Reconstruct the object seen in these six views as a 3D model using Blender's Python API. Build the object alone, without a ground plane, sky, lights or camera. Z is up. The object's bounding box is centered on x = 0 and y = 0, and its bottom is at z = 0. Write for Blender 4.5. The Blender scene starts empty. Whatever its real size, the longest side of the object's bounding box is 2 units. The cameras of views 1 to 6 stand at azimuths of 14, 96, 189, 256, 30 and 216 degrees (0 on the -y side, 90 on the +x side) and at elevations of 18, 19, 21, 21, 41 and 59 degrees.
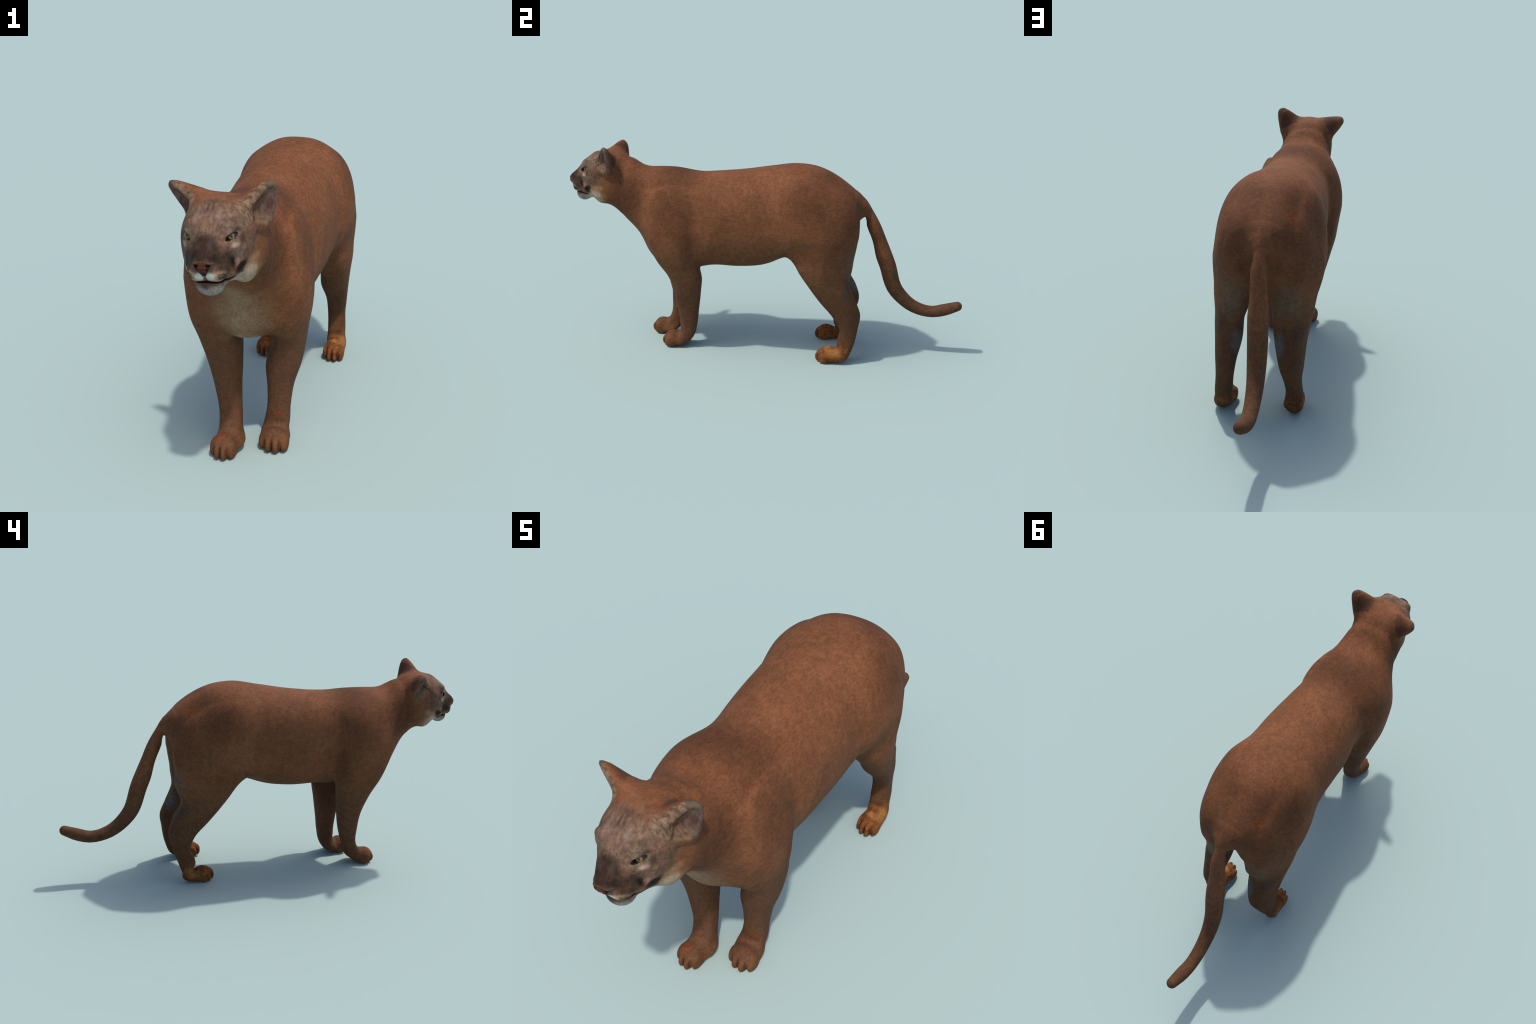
# <shape>
from concurrent.futures import ThreadPoolExecutor

import numpy as np

# ---------------------------------------------------------------- measurements
# trunk and neck, slices along y: y, back line z, belly line z, half width,
# centre x, height of the widest point (0 belly .. 1 back)
TRUNK = np.array([
    [-0.860, 0.960, 0.824, 0.075, 0.008, 0.525],
    [-0.760, 0.926, 0.725, 0.086, 0.001, 0.465],
    [-0.670, 0.919, 0.628, 0.124, -0.004, 0.427],
    [-0.580, 0.908, 0.578, 0.129, -0.009, 0.600],
    [-0.480, 0.905, 0.524, 0.105, -0.009, 0.559],
    [-0.380, 0.896, 0.438, 0.119, -0.005, 0.717],
    [-0.260, 0.908, 0.440, 0.177, 0.000, 0.537],
    [-0.120, 0.924, 0.439, 0.191, 0.000, 0.548],
    [0.020, 0.949, 0.466, 0.195, -0.000, 0.486],
    [0.140, 0.966, 0.536, 0.208, 0.004, 0.459],
    [0.250, 0.953, 0.600, 0.182, 0.004, 0.383],
    [0.350, 0.906, 0.516, 0.134, 0.004, 0.579],
    [0.430, 0.839, 0.693, 0.092, 0.006, 0.648],
])
# legs, slices along z: z, front y, rear y, centre x, half width
FORE_LEFT = np.array([
    [0.660, -0.555, -0.361, 0.107, 0.062],
    [0.520, -0.498, -0.354, 0.139, 0.038],
    [0.400, -0.472, -0.309, 0.113, 0.051],
    [0.300, -0.452, -0.317, 0.087, 0.060],
    [0.200, -0.431, -0.328, 0.074, 0.044],
    [0.120, -0.423, -0.337, 0.068, 0.040],
    [0.060, -0.426, -0.351, 0.062, 0.045],
    [0.020, -0.456, -0.372, 0.054, 0.047],
])
FORE_RIGHT = np.array([
    [0.660, -0.648, -0.394, -0.117, 0.087],
    [0.520, -0.597, -0.356, -0.144, 0.065],
    [0.400, -0.539, -0.372, -0.116, 0.068],
    [0.300, -0.505, -0.383, -0.104, 0.056],
    [0.200, -0.496, -0.399, -0.093, 0.043],
    [0.120, -0.498, -0.422, -0.083, 0.039],
    [0.060, -0.523, -0.439, -0.077, 0.041],
    [0.020, -0.535, -0.471, -0.064, 0.050],
])
HIND_LEFT = np.array([
    [0.700, 0.156, 0.420, 0.106, 0.074],
    [0.580, 0.155, 0.446, 0.113, 0.096],
    [0.500, 0.161, 0.440, 0.127, 0.090],
    [0.400, 0.229, 0.431, 0.140, 0.063],
    [0.320, 0.288, 0.463, 0.133, 0.057],
    [0.250, 0.350, 0.490, 0.134, 0.045],
    [0.180, 0.391, 0.482, 0.134, 0.038],
    [0.100, 0.384, 0.468, 0.138, 0.036],
    [0.030, 0.397, 0.445, 0.136, 0.039],
])
HIND_RIGHT = np.array([
    [0.700, 0.163, 0.424, -0.147, 0.089],
    [0.580, 0.127, 0.437, -0.125, 0.106],
    [0.500, 0.147, 0.445, -0.119, 0.092],
    [0.400, 0.218, 0.417, -0.120, 0.075],
    [0.320, 0.284, 0.459, -0.126, 0.058],
    [0.250, 0.351, 0.479, -0.137, 0.045],
    [0.180, 0.378, 0.463, -0.146, 0.033],
    [0.100, 0.352, 0.435, -0.152, 0.036],
    [0.030, 0.394, 0.409, -0.150, 0.045],
])
# muscle masses: centre, radii
SHOULDER_LEFT = np.array([0.122, -0.453, 0.615, 0.040, 0.095, 0.211])
SHOULDER_RIGHT = np.array([-0.107, -0.465, 0.703, 0.096, 0.106, 0.148])
STERNUM = np.array([-0.022, -0.529, 0.528, 0.065, 0.055, 0.076])
HAUNCH_LEFT = np.array([0.121, 0.278, 0.670, 0.071, 0.152, 0.176])
HAUNCH_RIGHT = np.array([-0.116, 0.263, 0.654, 0.048, 0.157, 0.169])
# paws: toe row centre x, foremost y, heel y, half width, heading (degrees), height of the instep
PAW_FL = np.array([0.071, -0.514, -0.388, 0.051, -2.092, 0.060])
PAW_FR = np.array([-0.085, -0.601, -0.492, 0.044, -4.436, 0.076])
PAW_HL = np.array([0.144, 0.278, 0.431, 0.043, -3.191, 0.077])
PAW_HR = np.array([-0.149, 0.257, 0.406, 0.038, 4.375, 0.055])
# tail spine: x, y, z, radius
TAIL = np.array([
    [0.003, 0.325, 0.782, 0.099],
    [-0.004, 0.400, 0.777, 0.072],
    [-0.003, 0.452, 0.769, 0.050],
    [-0.005, 0.494, 0.751, 0.025],
    [-0.009, 0.534, 0.670, 0.032],
    [-0.018, 0.563, 0.599, 0.034],
    [-0.023, 0.594, 0.511, 0.041],
    [-0.026, 0.606, 0.483, 0.041],
    [-0.036, 0.661, 0.336, 0.037],
    [-0.039, 0.686, 0.306, 0.035],
    [-0.043, 0.759, 0.250, 0.031],
    [-0.045, 0.855, 0.229, 0.029],
    [-0.043, 0.913, 0.244, 0.030],
    [-0.039, 0.974, 0.268, 0.024],
])
# head pose: x, y, z of its centre, heading and roll (degrees)
HEAD_POSE = np.array([-0.011, -0.850, 0.868, 0.589, 3.064])
# skull, slices along y in head space: y, top, bottom, half width, height of widest
SKULL = np.array([
    [-0.085, 0.056, -0.101, 0.049, 0.481],
    [-0.060, 0.069, -0.120, 0.073, 0.546],
    [-0.020, 0.095, -0.123, 0.097, 0.538],
    [0.030, 0.118, -0.110, 0.098, 0.568],
    [0.085, 0.110, -0.126, 0.109, 0.538],
    [0.150, 0.068, -0.132, 0.065, 0.595],
])
# snout, same columns
SNOUT = np.array([
    [-0.149, -0.016, -0.049, 0.027, 0.501],
    [-0.137, -0.006, -0.058, 0.026, 0.456],
    [-0.115, 0.013, -0.084, 0.042, 0.390],
    [-0.090, 0.040, -0.092, 0.055, 0.357],
    [-0.060, 0.071, -0.113, 0.066, 0.347],
    [-0.020, 0.098, -0.095, 0.050, 0.400],
])
# face masses in head space, mirrored where x is not 0: centre, radii
JOWL = np.array([0.070, 0.039, -0.091, 0.035, 0.042, 0.047])
MUZZLE = np.array([0.026, -0.102, -0.064, 0.030, 0.025, 0.027])
CHIN = np.array([0.000, -0.077, -0.104, 0.042, 0.038, 0.036])
BROW = np.array([0.043, -0.052, 0.056, 0.028, 0.021, 0.016])
# eye: centre in head space, turned out, up and tilted (degrees)
EYE = np.array([0.063, -0.059, 0.025, 24.000, 6.000, 22.000])
MOUTH_Z = -0.090
# creases in the coat on both sides: from, to, width, depth
CREASES = (((0.19, -0.355, 0.80), (0.17, -0.335, 0.56), 0.030, 0.004),
           ((0.20, 0.055, 0.62), (0.17, 0.095, 0.50), 0.016, 0.005),
           ((0.20, 0.30, 0.76), (0.20, 0.38, 0.58), 0.035, 0.003))
# ears: base x y z, tip x y z (head space), half width at base, half depth at base, heading out
EAR_LEFT = np.array([0.101, 0.064, 0.070, 0.162, 0.070, 0.150, 0.060, 0.043, 38.696])
EAR_RIGHT = np.array([-0.082, 0.085, 0.086, -0.160, 0.092, 0.142, 0.056, 0.034, 51.764])


# ---------------------------------------------------------------- implicit surface
TABLES = {}


def table(rows, n=512):
    """smooth interpolation of a table of slices, resampled evenly"""
    key = (rows.tobytes(), n)
    if key not in TABLES:
        if len(TABLES) > 200:
            TABLES.clear()
        TABLES[key] = make_table(rows, n)
    return TABLES[key]


def make_table(rows, n):
    x, v = rows[:, 0], rows[:, 1:]
    if x[0] > x[-1]:
        x, v = x[::-1], v[::-1]
    h = np.diff(x)[:, None]
    s = np.diff(v, axis=0) / h
    m = np.empty_like(v)
    m[1:-1] = (s[:-1] * h[1:] + s[1:] * h[:-1]) / (h[1:] + h[:-1])
    m[0], m[-1] = s[0], s[-1]
    t = np.linspace(x[0], x[-1], n)
    i = np.clip(np.searchsorted(x, t) - 1, 0, len(x) - 2)
    u = ((t - x[i]) / h[i, 0])[:, None]
    hh = h[i]
    return x[0], (n - 1) / (x[-1] - x[0]), (
        v[i] * (1 + 2 * u) * (1 - u) ** 2 + m[i] * hh * u * (1 - u) ** 2
        + v[i + 1] * u * u * (3 - 2 * u) + m[i + 1] * hh * u * u * (u - 1))


def look_up(tab, t):
    x0, k, v = tab
    q = np.clip((t - x0) * k, 0, len(v) - 1.001)
    i = q.astype(np.int32)
    w = (q - i)[:, None]
    return v[i] * (1 - w) + v[i + 1] * w


def oval(a, b, ra, rb, n=2.0):
    """distance to an oval in a plane, near its edge"""
    ra, rb = np.maximum(ra, 0.004), np.maximum(rb, 0.004)
    A, B = np.abs(a) / ra, np.abs(b) / rb
    q = (A ** n + B ** n + 1e-9) ** (1 / n)
    g = np.sqrt((A ** (n - 1) / ra) ** 2 + (B ** (n - 1) / rb) ** 2 + 1e-9) / q ** (n - 1)
    return (q - 1) / g


def smooth_union(a, b, k):
    h = np.maximum(k - np.abs(a - b), 0) / k
    return np.minimum(a, b) - h * h * k * 0.25


def smooth_cut(a, b, k):
    return -smooth_union(-a, b, k)


def ellipsoid(P, e, turn=None):
    d = P - e[:3]
    if turn is not None:
        d = d @ turn
    r = e[3:6]
    q = np.sqrt(((d / r) ** 2).sum(1) + 1e-9)
    g = np.sqrt(((d / r ** 2) ** 2).sum(1) + 1e-9) / q
    return (q - 1) / g


def end_cap(d, t, lo, hi, k):
    return -smooth_union(-d, np.minimum(t - lo, hi - t), k)


def loft_y(P, rows, n=2.0, cap=0.03, lean=0.0):
    v = look_up(table(rows), P[:, 1])
    top, bot, w, xc, m = v.T
    zc = bot + (top - bot) * m
    dz = P[:, 2] - zc
    if lean:
        xc = xc + lean * np.clip(-dz / 0.2, 0, 1) * np.exp(-((P[:, 1] - 0.04) / 0.17) ** 2)
    d = oval(P[:, 0] - xc, dz, w, np.where(dz > 0, top - zc, zc - bot), n)
    return end_cap(d, P[:, 1], rows[0, 0], rows[-1, 0], cap)


def loft_z(P, rows, n=2.2, cap=0.03, egg=0.0):
    v = look_up(table(rows), P[:, 2])
    front, rear, xc, w = v.T
    back = np.clip((P[:, 1] - (front + rear) / 2) / (rear - front) * 2, 0, 1) * np.clip((P[:, 2] - 0.38) / 0.15, 0, 1)
    w = w * (1 - egg * back)
    xc = xc * (1 - 0.45 * egg * back)
    if egg:
        # the lower leg is turned out: its front edge lies further from the middle than its rear edge
        rel = np.clip((P[:, 1] - (front + rear) / 2) / (rear - front) * 2, -1, 1)
        xc = xc * (1 - 0.09 * rel * np.clip((P[:, 2] - 0.12) / 0.1, 0, 1) * np.clip((0.52 - P[:, 2]) / 0.1, 0, 1))
    d = oval(P[:, 0] - xc, P[:, 1] - (front + rear) / 2, w, (rear - front) / 2, n)
    top = rows[:, 0].max()
    d = -smooth_union(-d, (top - P[:, 2]) * 0.6, 0.12)
    return -smooth_union(-d, P[:, 2] - rows[:, 0].min(), cap)


def tube(P, spine):
    t = np.concatenate([[0], np.cumsum(np.linalg.norm(np.diff(spine[:, :3], axis=0), axis=1))])
    s = table(np.column_stack([t, spine]), 40)[2]
    best = np.full(len(P), 9.0)
    for a, b in zip(s[:-1], s[1:]):
        L = np.linalg.norm(b[:3] - a[:3])
        u, k = (b[:3] - a[:3]) / L, np.clip((b[3] - a[3]) / L, -0.9, 0.9)
        d = P - a[:3]
        along = d @ u
        off = np.sqrt(np.maximum((d * d).sum(1) - along ** 2, 0))
        h = np.clip((along + off * k / np.sqrt(1 - k * k)) / L, 0, 1)
        best = np.minimum(best, np.sqrt((along - h * L) ** 2 + off ** 2) - (a[3] + (b[3] - a[3]) * h))
    return best


def paw(P, p, side):
    x, front, heel, w, yaw, instep = p
    a = np.radians(yaw)
    c, s = np.cos(a), np.sin(a)
    turn = np.array([[c, -s, 0], [s, c, 0], [0, 0, 1.0]])
    mid = np.array([x, (front + heel) / 2, 0.0])
    L = (heel - front) / 2
    q = (P - mid) @ turn
    back = ellipsoid(q, np.array([0, 0.35 * L, instep * 0.48, w * 0.90, L * 0.75, instep * 0.50]))
    ball = ellipsoid(q, np.array([0, -0.20 * L, 0.038, w * 0.96, L * 0.62, 0.038]))
    d = smooth_union(back, ball, 0.02)
    for off, set_back in ((-0.75, 0.020), (-0.26, 0.002), (0.26, 0.000), (0.75, 0.017)):
        toe = ellipsoid(q, np.array([off * w, -L + 0.030 + set_back, 0.027, w * 0.285, 0.030, 0.032]))
        d = smooth_union(d, toe, 0.006)
    for gap in (-0.53, 0.0, 0.53):
        ahead = np.clip((-0.45 * L - q[:, 1]) / (0.35 * L), 0, 1)
        d = d + 0.0028 * ahead * np.exp(-((q[:, 0] - gap * w) / 0.003) ** 2)
    return end_cap(d, P[:, 2], -0.001, 9.0, 0.012)


def head_space(P, pose):
    a, b = np.radians(pose[3]), np.radians(pose[4])
    yaw = np.array([[np.cos(a), -np.sin(a), 0], [np.sin(a), np.cos(a), 0], [0, 0, 1.0]])
    roll = np.array([[np.cos(b), 0, -np.sin(b)], [0, 1.0, 0], [np.sin(b), 0, np.cos(b)]])
    return (P - pose[:3]) @ yaw @ roll


def ear_axes(e, side):
    """base, length, and the directions along, across and out of the opening of an ear"""
    base, tip, out = e[:3], e[3:6], np.radians(e[8])
    L = np.linalg.norm(tip - base)
    u = (tip - base) / L
    n = np.array([side * np.sin(out), -np.cos(out), 0.0])
    n = n - u * (n @ u)
    n /= np.linalg.norm(n)
    return base, L, u, np.cross(u, n), n


def ear(q, e, side):
    base, L, u, v, n = ear_axes(e, side)
    a, b = e[6], e[7]
    d = q - base
    t, s, f = (d @ u) / L, d @ v, d @ n
    tc = np.clip(t, -0.2, 0.97)
    taper = np.sqrt(np.clip(1 - tc, 0, 1)) * (1 - 0.15 * tc)
    wide, deep = a * taper + 0.003, b * (1 - 0.80 * np.clip(tc, 0, 1)) * np.minimum(1, taper * 2.2) + 0.003
    shell = oval(s, f, wide, deep)
    shell = end_cap(shell, t * L, -0.3 * L, 0.985 * L, 0.01)
    scoop = oval(s - 0.20 * side * wide, f - deep * 0.98, wide * 0.70, deep * 0.85)
    scoop = end_cap(scoop, t * L, -0.08 * L, 0.92 * L, 0.03)
    return shell, scoop


def head(q, S):
    sk, mz = S["SKULL"], S["SNOUT"]
    wide = lambda r: np.column_stack([r[:, :4], np.zeros(len(r)), r[:, 4]])
    d = loft_y(q, wide(sk), 2.2, 0.05)
    m = q.copy()
    m[:, 0] = np.abs(m[:, 0])
    x, y, z = m.T
    d = smooth_union(d, ellipsoid(m, S["JOWL"]), 0.05)
    d = smooth_union(d, ellipsoid(m, S["BROW"]), 0.022)
    d = smooth_union(d, loft_y(q, wide(mz), 2.1, 0.014), 0.025)
    pads = ellipsoid(m, S["MUZZLE"])
    d = smooth_union(d, pads, 0.016)
    # mouth line between the upper lip and the chin, parting of the upper lip
    chin = ellipsoid(q, S["CHIN"])
    d = smooth_union(d, chin, 0.010)
    line = MOUTH_Z - 0.15 * np.clip(x - 0.01, 0, 0.04)
    d = d + 0.0045 * np.exp(-((z - line) / 0.0028) ** 2) * np.clip((-0.035 - y) / 0.02, 0, 1)
    d = d + 0.004 * np.exp(-(x / 0.003) ** 2) * np.clip((-0.105 - y) / 0.01, 0, 1) * np.clip((-0.040 - z) / 0.01, 0, 1) * (z > MOUTH_Z)
    # nostrils
    d = smooth_cut(d, ellipsoid(m, np.array([0.0155, -0.142, -0.034, 0.0065, 0.008, 0.005])), 0.004)
    # eye openings, raised towards the temple
    e, turn = eye_frame(S["EYE"])
    lid = (m - e) @ turn
    opening = ellipsoid(m, np.concatenate([e, [0.0180, 0.013, 0.0092]]), turn)
    d = d - 0.006 * np.exp(-((lid[:, 2] - 0.0120) / 0.006) ** 2 - (lid[:, 0] / 0.020) ** 2 - (lid[:, 1] / 0.02) ** 2)
    d = smooth_cut(d, -smooth_union(-opening, 0.0052 - lid[:, 2], 0.003), 0.003)
    return d


def eye_frame(e):
    out, up, tilt = np.radians(e[3:6])
    n = np.array([np.sin(out) * np.cos(up), -np.cos(out) * np.cos(up), np.sin(up)])
    a = np.cross([0, 0, 1.0], n)
    a /= np.linalg.norm(a)
    b = np.cross(n, a)
    return e[:3], np.stack([np.cos(tilt) * a + np.sin(tilt) * b, n, np.cos(tilt) * b - np.sin(tilt) * a], 1)


def within(P, d, lo, hi, reach):
    """points that a part inside the box lo..hi can change, given the distance d so far"""
    gap = np.maximum(np.maximum(np.array(lo) - P, P - np.array(hi)), 0)
    return np.nonzero((gap * gap).sum(1) < (np.maximum(d, 0) + reach) ** 2)[0]


def body(P, S):
    """signed distance to the whole cat"""
    d = loft_y(P, S["TRUNK"], 2.3, 0.05, 0.006)
    for n in ("SHOULDER_LEFT", "SHOULDER_RIGHT", "HAUNCH_LEFT", "HAUNCH_RIGHT", "STERNUM"):
        i = within(P, d, S[n][:3] - S[n][3:], S[n][:3] + S[n][3:], 0.22)
        d[i] = smooth_union(d[i], ellipsoid(P[i], S[n]), 0.15 if n[0] == "S" else 0.12)
    for leg, foot, side in (("FORE_LEFT", "PAW_FL", 1), ("FORE_RIGHT", "PAW_FR", -1), ("HIND_LEFT", "PAW_HL", 1), ("HIND_RIGHT", "PAW_HR", -1)):
        rows, f = S[leg], S[foot]
        wide = np.abs(rows[:, 3]).max() + rows[:, 4].max() + 0.02
        box = np.sort([0.0, side * wide])
        i = within(P, d, (box[0], min(rows[:, 1].min(), f[1]), 0.0), (box[1], rows[:, 2].max(), rows[0, 0] + 0.10), 0.20)
        Q = P[i]
        hind = leg[0] == "H"
        l = smooth_union(loft_z(Q, rows, 2.7, egg=0.42 if hind else 0.0), paw(Q, f, side), 0.025)
        d[i] = smooth_union(d[i], l, 0.030 + 0.080 * np.clip((Q[:, 2] - 0.44) / 0.2, 0, 1))
    t = S["TAIL"]
    r = t[:, 3:].max()
    i = within(P, d, t[:, :3].min(0) - r, t[:, :3].max(0) + r, 0.09)
    i = i[P[i, 1] > 0.15]
    d[i] = smooth_union(d[i], tube(P[i], t), 0.045)
    # creases: behind the shoulder blade, the skin fold in front of the thigh, the hollow before the heel tendon
    i = np.nonzero((d < 0.02) & (P[:, 1] > -0.45))[0]
    m = P[i] * np.where(P[i, :1] < 0, -1.0, 1.0) * np.array([1, 0, 0]) + P[i] * np.array([0, 1, 1])
    for a, b, w, deep in CREASES:
        a, b = np.array(a), np.array(b)
        t = np.clip(((m - a) @ (b - a)) / ((b - a) @ (b - a)), 0, 1)
        r = np.linalg.norm((m - a - t[:, None] * (b - a)) * np.array([0.35, 1, 1]), axis=1)
        d[i] += deep * np.exp(-(r / w) ** 2) * (np.abs(m[:, 0]) > 0.06)
    i = np.nonzero(P[:, 1] < -0.5)[0]
    q = head_space(P[i], S["HEAD_POSE"])
    h = smooth_union(d[i], head(q, S), 0.05 + 0.07 * np.clip((q[:, 1] - 0.03) / 0.09, 0, 1))
    for n, side in (("EAR_LEFT", 1), ("EAR_RIGHT", -1)):
        j = np.nonzero((q[:, 0] * side > -0.06) & (q[:, 2] > -0.12))[0]
        shell, scoop = ear(q[j], S[n], side)
        h[j] = smooth_cut(smooth_union(h[j], shell, 0.03), scoop, 0.010)
    d[i] = h
    return d


NAMES = ("TRUNK", "FORE_LEFT", "FORE_RIGHT", "HIND_LEFT", "HIND_RIGHT", "SHOULDER_LEFT", "SHOULDER_RIGHT", "HAUNCH_LEFT", "HAUNCH_RIGHT", "STERNUM",
         "PAW_FL", "PAW_FR", "PAW_HL", "PAW_HR", "TAIL", "HEAD_POSE", "SKULL", "SNOUT", "JOWL", "MUZZLE", "CHIN", "BROW", "EYE", "EAR_LEFT", "EAR_RIGHT")
SHAPE = {n: globals()[n] for n in NAMES}
# </shape>
# ---------------------------------------------------------------- materials
import bpy


class Nodes:
    """small helper that chains shader nodes"""

    def __init__(self, name, roughness=0.75):
        self.material = bpy.data.materials.new(name)
        self.material.use_nodes = True
        self.tree = self.material.node_tree
        self.shader = self.tree.nodes["Principled BSDF"]
        self.shader.inputs["Roughness"].default_value = roughness
        self.shader.inputs["Specular IOR Level"].default_value = 0.10
        self.place = self.new("ShaderNodeTexCoord").outputs["Object"]

    def new(self, kind, **props):
        n = self.tree.nodes.new(kind)
        for k, v in props.items():
            setattr(n, k, v)
        return n

    def put(self, socket, value):
        if isinstance(value, bpy.types.NodeSocket):
            self.tree.links.new(value, socket)
        elif isinstance(value, (tuple, list)) and len(value) == 3 and socket.type == "RGBA":
            socket.default_value = (*value, 1)
        else:
            socket.default_value = value

    def math(self, op, a, b=None, clamp=False):
        n = self.new("ShaderNodeMath", operation=op, use_clamp=clamp)
        self.put(n.inputs[0], a)
        if b is not None:
            self.put(n.inputs[1], b)
        return n.outputs[0]

    def vec(self, op, a, b=None, out=0):
        n = self.new("ShaderNodeVectorMath", operation=op)
        self.put(n.inputs[0], a)
        if b is not None:
            self.put(n.inputs[1], b)
        return n.outputs[out]

    def ramp(self, v, lo, hi, a=0.0, b=1.0):
        """smooth step of v from lo to hi, remapped to a..b"""
        n = self.new("ShaderNodeMapRange", interpolation_type="SMOOTHSTEP")
        for k, s in enumerate((v, lo, hi, a, b)):
            self.put(n.inputs[k], s)
        return n.outputs[0]

    def noise(self, place, scale, detail=3.0, rough=0.55, stretch=None, out="Fac"):
        if stretch:
            place = self.vec("MULTIPLY", place, stretch)
        n = self.new("ShaderNodeTexNoise")
        self.put(n.inputs["Vector"], place)
        n.inputs["Scale"].default_value = scale
        n.inputs["Detail"].default_value = detail
        n.inputs["Roughness"].default_value = rough
        return n.outputs[out]

    def axes(self, place):
        n = self.new("ShaderNodeSeparateXYZ")
        self.put(n.inputs[0], place)
        return n.outputs

    def join(self, x, y, z):
        n = self.new("ShaderNodeCombineXYZ")
        for s, v in zip(n.inputs, (x, y, z)):
            self.put(s, v)
        return n.outputs[0]

    def mirrored(self, place):
        x, y, z = self.axes(place)
        return self.join(self.math("ABSOLUTE", x), y, z)

    def wobble(self, place, scale, amount):
        """the place pushed about by noise, so that patches get ragged edges"""
        c = self.vec("SUBTRACT", self.noise(place, scale, 3.0, 0.6, out="Color"), (0.5, 0.5, 0.5))
        return self.vec("ADD", place, self.vec("MULTIPLY", c, (amount,) * 3))

    def blob(self, place, centre, radii, soft=0.6, lean=0.0):
        """1 inside an oval patch, fading to 0 at its edge; lean turns it in the y-z plane"""
        d = self.vec("SUBTRACT", place, centre)
        if lean:
            r = self.new("ShaderNodeVectorRotate", rotation_type="X_AXIS")
            self.put(r.inputs["Vector"], d)
            r.inputs["Angle"].default_value = np.radians(lean)
            d = r.outputs[0]
        q = self.vec("LENGTH", self.vec("DIVIDE", d, radii), out=1)
        return self.ramp(q, 1.0, 1.0 - soft)

    def mix(self, fac, a, b, mode="MIX"):
        n = self.new("ShaderNodeMix", data_type="RGBA", blend_type=mode)
        self.put(n.inputs["Factor"], fac)
        self.put(n.inputs["A"], a)
        self.put(n.inputs["B"], b)
        return n.outputs["Result"]

    def paint(self, colour, mask, other, strength=1.0):
        if strength != 1.0:
            mask = self.math("MULTIPLY", mask, strength)
        return self.mix(mask, colour, other)

    def finish(self, colour, bump=None, bump_size=0.001, strength=0.5):
        self.put(self.shader.inputs["Base Color"], colour)
        if bump is not None:
            n = self.new("ShaderNodeBump")
            n.inputs["Strength"].default_value = strength
            n.inputs["Distance"].default_value = bump_size
            self.put(n.inputs["Height"], bump)
            self.put(self.shader.inputs["Normal"], n.outputs[0])
        return self.material


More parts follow.
